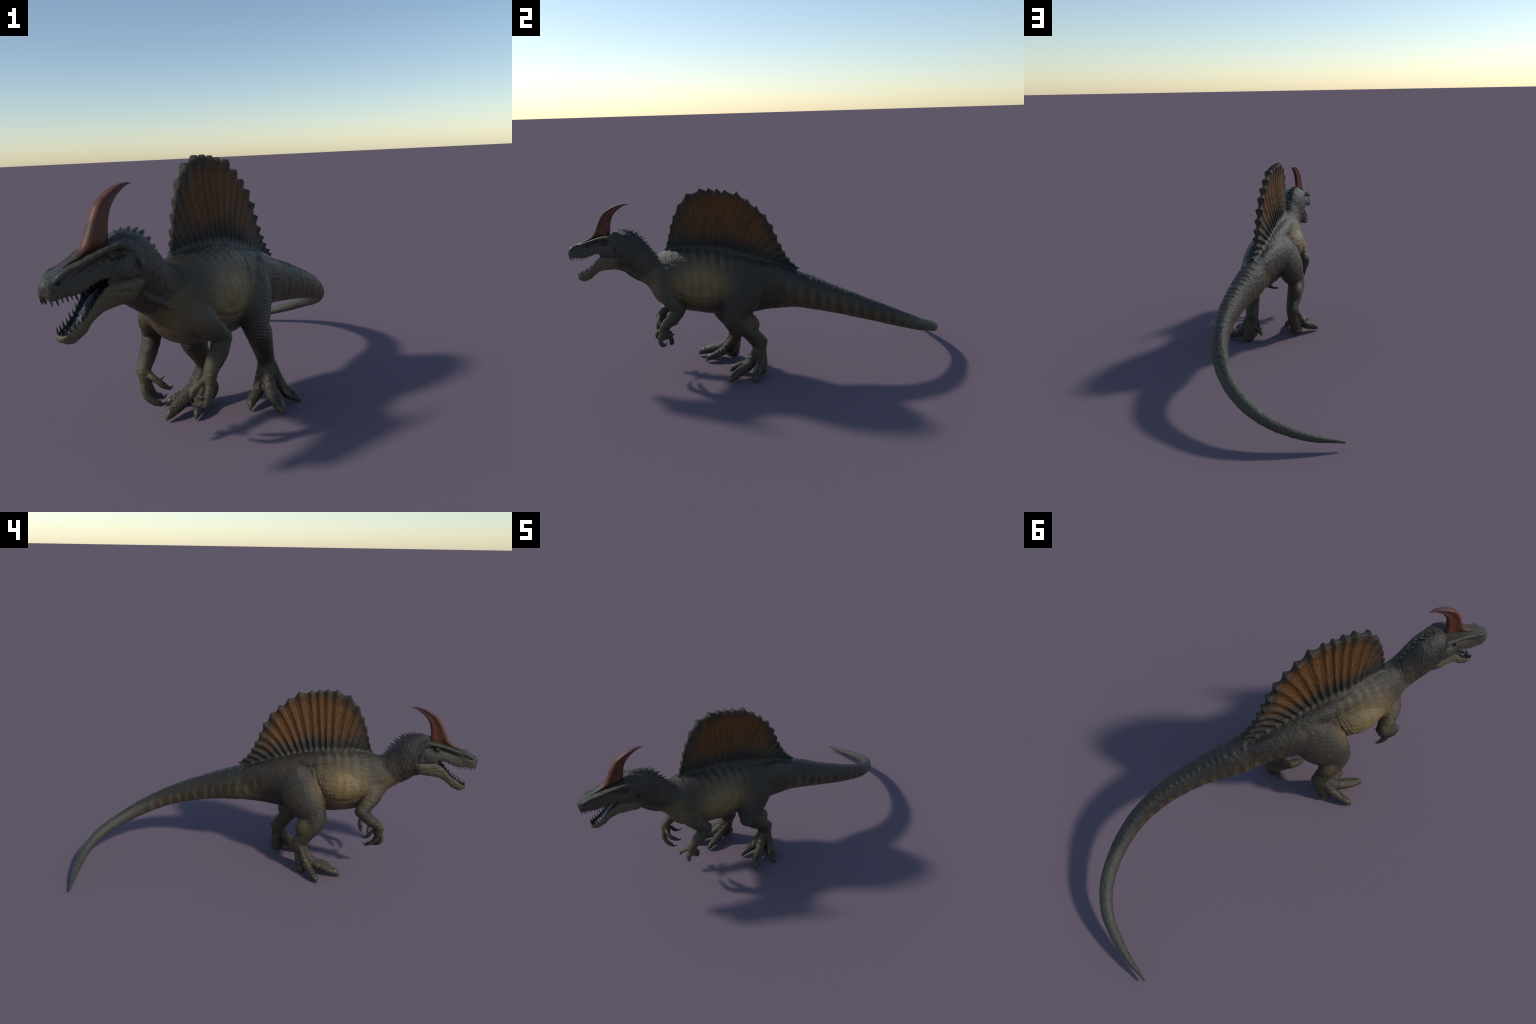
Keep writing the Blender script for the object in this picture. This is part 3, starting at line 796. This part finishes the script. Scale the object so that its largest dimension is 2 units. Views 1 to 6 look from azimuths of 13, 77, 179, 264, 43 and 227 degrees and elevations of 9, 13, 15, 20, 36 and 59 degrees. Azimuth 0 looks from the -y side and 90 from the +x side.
        # rib number at this angle, blended from the feet to the tips of the spines
        def rib_curve(pts):
            nd = b.n('ShaderNodeFloatCurve'); cv = nd.mapping.curves[0]
            an_ = sorted((math.atan2(y_ + .27, z_ - .38), i_) for i_, (y_, z_) in enumerate(pts))
            P_ = [((a_ + 1.1) / 2.5, i_ / 40) for a_, i_ in an_]
            cv.points[0].location = P_[0]; cv.points[1].location = P_[-1]
            for q_ in P_[1:-1]:
                cv.points.new(*q_)
            for q_ in cv.points:
                q_.handle_type = 'VECTOR'
            nd.mapping.use_clip = False
            nd.mapping.update()
            b.put(nd.inputs['Value'], b.math('DIVIDE', b.math('ADD', ang, 1.1), 2.5))
            return nd.outputs[0]
        r_foot = rib_curve([(c_, back_z(c_) + .0) for a_, t_, c_ in SPINES])
        r_tip = rib_curve([(a_, t_) for a_, t_, c_ in SPINES])
        tq = b.range(rad, .26, .50)
        ribn = b.math('MULTIPLY', b.math('ADD', b.math('MULTIPLY', r_foot, b.math('SUBTRACT', 1., tq)), b.math('MULTIPLY', r_tip, tq)), 40.)
        rf = b.math('PINGPONG', ribn, .5)                     # 0 on a rib, .5 between
        edge = b.math('MULTIPLY', b.range(rf, .08, .17), b.range(rf, .32, .20))
        crest = b.range(rf, .10, .03)
        om = b.math('MULTIPLY', b.math('MULTIPLY', inner, foot), front)
        om = b.math('MULTIPLY', om, b.range(streak,   .32, .54, .32, .95))
        oc = b.mix(b.range(streak, .4, .7), ORANGE, C(94, 58, 26))
        oc = b.mix(b.math('MULTIPLY', b.range(cross, .55, .70), .5), oc, C(56, 42, 32))
        oc = b.mix(b.math('MULTIPLY', edge, .38), oc, C(48, 38, 30))
        oc = b.mix(b.math('MULTIPLY', crest, .25), oc, C(98, 78, 54))
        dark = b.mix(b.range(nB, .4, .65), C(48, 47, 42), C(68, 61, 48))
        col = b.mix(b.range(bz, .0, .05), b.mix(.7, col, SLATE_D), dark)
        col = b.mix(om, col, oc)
    if kind == 'body':
        # dark gaps between the scutes of the feet
        for cx, cy in ((.125, -.085), (-.125, -.172)):
            nd = b.n('ShaderNodeVectorMath', operation='DISTANCE'); b.put(nd.inputs[0], co); nd.inputs[1].default_value = (cx, cy, 0)
            rr = b.math('MULTIPLY_ADD', nB, .006, nd.outputs['Value'])
            sc = b.range(b.math('SINE', b.math('MULTIPLY', rr, 2 * math.pi / .0105)), .1, -.8)
            near = b.math('MULTIPLY', b.range(nd.outputs['Value'], .20, .15), b.range(z, .135, .10))
            sc = b.math('MULTIPLY', b.math('MULTIPLY', sc, near), b.range(nA, .35, .6))
            col = b.mix(b.math('MULTIPLY', sc, .8), col, C(36, 37, 35))
    # fine speckle
    col = b.mix(b.math('MULTIPLY', b.range(nC, .50, .75), .30), col, b.mix(.5, col, C(30, 32, 32)))
    # --- relief: pebble scales + stretched wrinkles
    v1 = b.voro(co, 260.); v2 = b.voro(b.vmul(co, (1, 1, 2.2)), 120.)
    wr = b.noise(b.vmul(co, (1.0, .45, 2.4)), 70, 5, .6, .6)
    wr2 = b.noise(b.vmul(co, (1.0, 2.6, .6)), 55, 5, .6, .6)
    wsel = b.mix(b.range(b.math('ABSOLUTE', b.math('ADD', y, .30)), .28, .36), (0, 0, 0), (1, 1, 1))
    sm = b.n('ShaderNodeMix', data_type='FLOAT'); b.put(sm.inputs[0], wsel); b.put(sm.inputs[2], wr); b.put(sm.inputs[3], wr2)
    h = b.math('ADD', b.math('MULTIPLY', v1, .45), b.math('MULTIPLY', v2, .30))
    h = b.math('ADD', h, b.math('MULTIPLY', sm.outputs[0], 1.3))
    bp = b.n('ShaderNodeBump'); bp.inputs['Strength'].default_value = .75; bp.inputs['Distance'].default_value = .0034
    b.put(bp.inputs['Height'], h)
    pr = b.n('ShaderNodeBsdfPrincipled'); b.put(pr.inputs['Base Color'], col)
    b.put(pr.inputs['Roughness'], b.range(nB, .3, .7, .38, .54))
    pr.inputs['Specular IOR Level'].default_value = .45 if kind == 'body' else .22
    b.put(pr.inputs['Normal'], bp.outputs[0])
    out = b.n('ShaderNodeOutputMaterial'); nt.links.new(pr.outputs[0], out.inputs[0])
    return m

def simple_material(name, c1, c2, scale=60, rough=.4, stretch=(1, 1, 1), bump=.0, lo=.35, hi=.65, coat=0.):
    m, nt = new_mat(name); b = NB(nt)
    tc = b.n('ShaderNodeTexCoord')
    nz = b.noise(b.vmul(tc.outputs['Object'], stretch), scale, 5, .6)
    col = b.mix(b.range(nz, lo, hi), c1, c2)
    pr = b.n('ShaderNodeBsdfPrincipled'); b.put(pr.inputs['Base Color'], col); pr.inputs['Roughness'].default_value = rough
    pr.inputs['Coat Weight'].default_value = coat
    if bump:
        bp = b.n('ShaderNodeBump'); bp.inputs['Strength'].default_value = .6; bp.inputs['Distance'].default_value = bump
        b.put(bp.inputs['Height'], nz); b.put(pr.inputs['Normal'], bp.outputs[0])
    out = b.n('ShaderNodeOutputMaterial'); nt.links.new(pr.outputs[0], out.inputs[0])
    return m

M_BODY = skin_material('reptile_skin')
M_SAIL = skin_material('sail_skin', 'sail')
M_MOUTH = simple_material('mouth_lining', C(34, 40, 48), C(20, 24, 30), 90, .5, bump=.0015)
M_TOOTH = simple_material('tooth_enamel', C(34, 34, 34), C(54, 48, 40), 40, .35)
M_CLAW = simple_material('claw_keratin', C(50, 47, 42), C(34, 34, 34), 70, .32, (1, 1, .4), .0006)
M_TOECLAW = simple_material('toe_keratin', C(68, 60, 43), C(50, 46, 38), 60, .45, (1, 1, 1), .001)
M_SPIKE = simple_material('spike_horn', C(54, 51, 43), C(40, 39, 34), 60, .45, (1, 1, 1), .001)
M_EYE = simple_material('eye_ball', C(62, 58, 42), C(36, 34, 28), 150, .3, coat=.2)

# horn: red brown, greyer and darker to the tip, grooved lengthwise
def horn_material():
    m, nt = new_mat('horn_keratin'); b = NB(nt)
    tc = b.n('ShaderNodeTexCoord'); co = tc.outputs['Object']
    s_ = b.dot(co, tuple(HS), -float(HO @ HS))
    sep = b.n('ShaderNodeSeparateXYZ'); b.put(sep.inputs[0], co); z = sep.outputs[2]
    # radius round the centre of the horn's sweep gives lengthwise fibres
    ds = b.math('SUBTRACT', s_, .36); dz = b.math('SUBTRACT', z, .715)
    rad = b.math('SQRT', b.math('ADD', b.math('MULTIPLY', ds, ds), b.math('MULTIPLY', dz, dz)))
    an = b.math('ARCTAN2', dz, ds)
    cmb = b.n('ShaderNodeCombineXYZ'); b.put(cmb.inputs[0], b.math('MULTIPLY', rad, 60.)); b.put(cmb.inputs[1], b.math('MULTIPLY', an, 2.2)); b.put(cmb.inputs[2], b.dot(co, tuple(HL * 20)))
    fib = b.noise(cmb.outputs[0], 1.6, 5, .6, .3)
    col = b.mix(b.range(fib, .35, .65), C(102, 50, 28), C(72, 38, 24))
    tip = b.range(b.math('MULTIPLY_ADD', s_, .7, z), .985, 1.09)
    col = b.mix(b.math('MULTIPLY', tip, .85), col, C(84, 50, 50))
    base = b.math('MULTIPLY', b.range(b.math('MULTIPLY_ADD', b.math('SUBTRACT', fib, .5), .04, s_), .150, .095), 1.)
    col = b.mix(b.math('MULTIPLY', base, .8), col, C(60, 53, 44))
    pr = b.n('ShaderNodeBsdfPrincipled'); b.put(pr.inputs['Base Color'], col); pr.inputs['Roughness'].default_value = .55
    bp = b.n('ShaderNodeBump'); bp.inputs['Strength'].default_value = .6; bp.inputs['Distance'].default_value = .003
    b.put(bp.inputs['Height'], fib); b.put(pr.inputs['Normal'], bp.outputs[0])
    out = b.n('ShaderNodeOutputMaterial'); nt.links.new(pr.outputs[0], out.inputs[0])
    return m
M_HORN = horn_material()

# ------------------------------------------------------------ build objects
root = bpy.data.objects.new('horned_dinosaur', None)
bpy.context.scene.collection.objects.link(root)
root['label'] = 'dark slate horned dinosaur with tall orange back sail'
root['category'] = 'dinosaur'

OBJ = {}
PART = {'leg_left': 'leg', 'leg_right': 'leg', 'foot_left': 'foot', 'foot_right': 'foot',
        'arm_left': 'arm', 'arm_right': 'arm', 'hand_left': 'hand', 'hand_right': 'hand'}
sub_parent = {'foot_left': 'leg_left', 'foot_right': 'leg_right', 'hand_left': 'arm_left', 'hand_right': 'arm_right',
              'lower_jaw': 'head', 'mouth_lining': 'head'}
def part_mesh(key):
    sel = np.where((fid == nid[key]) & shell[face_v[:, 0]])[0]
    fv = face_v[sel]
    used, inv = np.unique(fv.ravel(), return_inverse=True)
    fv = inv.reshape(-1, 4)
    me = bpy.data.meshes.new(PART.get(key, key))
    faces = [tuple(q) if q[2] != q[3] else tuple(q[:3]) for q in fv.tolist()]
    me.from_pydata(P[used].tolist(), [], faces)
    me.update()
    me.polygons.foreach_set('use_smooth', np.ones(len(me.polygons), bool))
    me.normals_split_custom_set_from_vertices([tuple(q) for q in NF[used].tolist()])
    return me
for key in sorted(names, key=lambda k: k in sub_parent):
    me = part_mesh(key)
    me.materials.append({'sail': M_SAIL, 'mouth_lining': M_MOUTH}.get(key, M_BODY))
    OBJ[key] = link(PART.get(key, key), me, OBJ[sub_parent[key]] if key in sub_parent else root)

def smooth_obj(name, V, F, parent, mat):
    me = mesh_from(name, V, F)
    bm = bmesh.new(); bm.from_mesh(me); bmesh.ops.recalc_face_normals(bm, faces=bm.faces); bm.to_mesh(me); bm.free()
    me.polygons.foreach_set('use_smooth', np.ones(len(me.polygons), bool))
    me.materials.append(mat)
    return link(name, me, parent)

def cone_mesh(pts, radii, n=16, m=14, flat=1.):
    S = catmull(np.hstack([np.asarray(pts, float), np.asarray(radii, float)[:, None]]), n)
    c, r = S[:, :3], np.maximum(S[:, 3], .0003)
    t = unit(np.gradient(c, axis=0))
    ref = np.array([0, 0, 1.]) if abs(t[0, 2]) < .8 else np.array([1., 0, 0])
    w = unit(np.cross(t, ref)); u = np.cross(w, t)
    th = np.linspace(0, 2 * np.pi, m, endpoint=False)
    R = c[:, None] + np.cos(th)[None, :, None] * w[:, None] * (r * flat)[:, None, None] + np.sin(th)[None, :, None] * u[:, None] * r[:, None, None]
    return skin_rings(R)

# claws hang on the limb they belong to (one level below the thing's part)
for nm, par, pts, rad in CLAWS:
    V, F = cone_mesh(pts, rad, flat=.8 if nm == 'finger_claw' else .95)
    smooth_obj(nm, V, F, OBJ[sub_parent[par]], M_CLAW if nm == 'finger_claw' else M_TOECLAW)

# --------------------------------------------------------------------- horn
FRONT = [(.068, .684), (.090, .695), (.112, .706), (.141, .728), (.163, .766), (.181, .806), (.206, .840), (.247, .867), (.288, .8815), (.320, .885), (.345, .881)]
BACK = [(.110, .690), (.170, .700), (.215, .712), (.233, .735), (.2365, .772), (.247, .811), (.270, .843), (.300, .866), (.322, .877), (.336, .880), (.3455, .8805)]
# match by arc so sections run across the horn
def resample(Q, n):
    Q = catmull(Q, 200); L = np.concatenate([[0], np.cumsum(np.linalg.norm(np.diff(Q, axis=0), axis=1))])
    return np.stack([np.interp(np.linspace(0, L[-1], n), L, Q[:, k]) for k in (0, 1)], 1)
n = 90
Fq, Bq = catmull(FRONT, n), catmull(BACK, n)
f = np.linspace(0, 1, n)
half = np.interp(f, [0, .12, .3, .45, .7, .9, 1], [.006, .012, .0185, .0185, .0145, .007, .0008])
# cross section (chord from front edge 0 to rear edge 1): thick rounded front, hollowed side, rounded rear
sec = catmull([(0, 0), (.03, .55), (.13, .95), (.26, .92), (.45, .74), (.65, .64), (.85, .62), (.97, .38), (1, 0)], 33)
sec = np.concatenate([sec, (sec * (1, -1))[-2:0:-1]])
rings = np.array([[head_pt(*(lambda p: (p[0], q[1] * half[i], p[1]))(Fq[i] * (1 - q[0]) + Bq[i] * q[0])) for q in sec] for i in range(n)])
V, F = skin_rings(rings)
smooth_obj('horn', V, F, root, M_HORN)

# -------------------------------------------------------------------- teeth
tooth_me = None
def tooth_mesh():
    V, F = cone_mesh([(0, 0, -.25), (0, .02, .3), (0, .08, .75), (0, .18, 1.)], [.17, .165, .10, .012], n=12, m=12)
    me = mesh_from('tooth', V, F)
    bm = bmesh.new(); bm.from_mesh(me); bmesh.ops.recalc_face_normals(bm, faces=bm.faces); bm.to_mesh(me); bm.free()
    me.polygons.foreach_set('use_smooth', np.ones(len(me.polygons), bool))
    me.materials.append(M_TOOTH)
    return me
tooth_me = tooth_mesh()
def add_tooth(p, axis, back, length, parent, fat=1.):
    z_ = Vector(axis).normalized(); y_ = Vector(back); y_ = (y_ - z_ * y_.dot(z_)).normalized(); x_ = y_.cross(z_)
    M = Matrix((x_, y_, z_)).transposed().to_4x4()
    ob = link('tooth', tooth_me, parent)
    ob.matrix_world = Matrix.Translation(Vector(p)) @ M @ Matrix.Diagonal((length * fat, length * fat, length, 1))
    return ob
def up_at(s):
    a = np.array(SKULL); return np.interp(s, a[:, 0], a[:, 1]), np.interp(s, a[:, 0], a[:, 3])
def lo_at(s):
    a = np.array(JAW); return np.interp(s, a[:, 0], a[:, 1]), np.interp(s, a[:, 0], a[:, 3])
for sgn in (-1, 1):
    for k, s in enumerate(np.linspace(.012, .164, 12)):
        zl, hw = up_at(s)
        L = (.0195 if k % 2 else .0160) * (1.0 if s < .07 else 1.0 - .45 * sstep(.07, .17, s)) * random.uniform(.88, 1.1)
        lat = (hw * .88 - .0025) * sgn
        add_tooth(head_pt(s, lat, zl + .002), np.array([0, 0, -1]) + HS * .18 + HL * sgn * .10, HS, L, OBJ['head'], .85)
    for k, s in enumerate(np.linspace(.050, .165, 10)):
        zl, hw = lo_at(s)
        L = (.0215 if k % 2 == 0 else .0175) * (1.0 - .45 * sstep(.09, .17, s)) * random.uniform(.88, 1.1)
        lat = (hw * .86 - .002) * sgn
        add_tooth(head_pt(s + .002, lat, zl - .001), np.array([0, 0, 1]) - HS * .25 + HL * sgn * .10, HS, L, OBJ['lower_jaw'] if False else OBJ['head'], .85)
for lat in (-.006, .006):
    add_tooth(head_pt(.047, lat, .505), np.array([0, 0, 1]) - HS * .15, HS, .015, OBJ['head'], .85)
    add_tooth(head_pt(.008, lat, .612), np.array([0, 0, -1]), HS, .013, OBJ['head'], .85)

# --------------------------------------------------------------------- eyes
for sgn in (-1, 1):
    c = head_pt(.199, .0515 * sgn, .694)
    bm = bmesh.new(); bmesh.ops.create_uvsphere(bm, u_segments=20, v_segments=14, radius=.0075)
    me = bpy.data.meshes.new('eye'); bm.to_mesh(me); bm.free()
    me.polygons.foreach_set('use_smooth', np.ones(len(me.polygons), bool)); me.materials.append(M_EYE)
    ob = link('eye', me, OBJ['head']); ob.location = c

# ----------------------------------------------- row of spikes on the nape
def spike_mesh():
    V, F = cone_mesh([(0, 0, -.2), (0, .05, .25), (0, .22, .65), (0, .42, 1.)], [.34, .32, .17, .01], n=12, m=12, flat=.55)
    me = mesh_from('spike', V, F)
    bm = bmesh.new(); bm.from_mesh(me); bmesh.ops.recalc_face_normals(bm, faces=bm.faces); bm.to_mesh(me); bm.free()
    me.polygons.foreach_set('use_smooth', np.ones(len(me.polygons), bool)); me.materials.append(M_SPIKE)
    return me
spk = spike_mesh()
NAPE = catmull([(-.752, .7445), (-.725, .745), (-.695, .739), (-.668, .728), (-.642, .709), (-.620, .687), (-.603, .665), (-.588, .648)], 60)
row = np.linspace(0, 59, 16).astype(int)
from mathutils.bvhtree import BVHTree
bvh = BVHTree.FromPolygons(P.tolist(), [tuple(q) for q in face_v[::1].tolist()])
def surf_top(x, y):
    h = bvh.ray_cast(Vector((x, y, 1.2)), Vector((0, 0, -1)))
    return h[0]
for k, i in enumerate(row):
    y0, z0 = NAPE[i]; f = i / 59
    size = np.interp(f, [0, .2, .45, .60, 1], [.010, .016, .025, .022, .012])
    for lat, sc in ((0, 1.), (.016, .6), (-.016, .6)):
        if lat and (k % 2 or f < .12 or f > .75):
            continue
        px = plan_x(y0) + lat + (.004 if k % 2 else -.004) * (lat == 0)
        hit = surf_top(px, y0 + lat * .3)
        if hit is None:
            continue
        slope = np.interp(f, [0, .4, 1], [1.5, 1.05, .45])
        ax = Vector((.30 + lat * 8, .94, slope * 1.0)).normalized()
        up = Vector((0, 0, 1)); y_ = (up * -1 + ax * up.dot(ax)).normalized() * -1
        y_ = Vector((.3, .94, -.6)); y_ = (y_ - ax * y_.dot(ax)).normalized()
        M = Matrix((y_.cross(ax), y_, ax)).transposed().to_4x4()
        ob = link('spike', spk, OBJ['neck'])
        L = size * sc * random.uniform(.88, 1.12)
        ob.matrix_world = Matrix.Translation(hit) @ M @ Matrix.Diagonal((L, L, L, 1))

bpy.data.meshes.remove(fused)
bpy.context.view_layer.update()
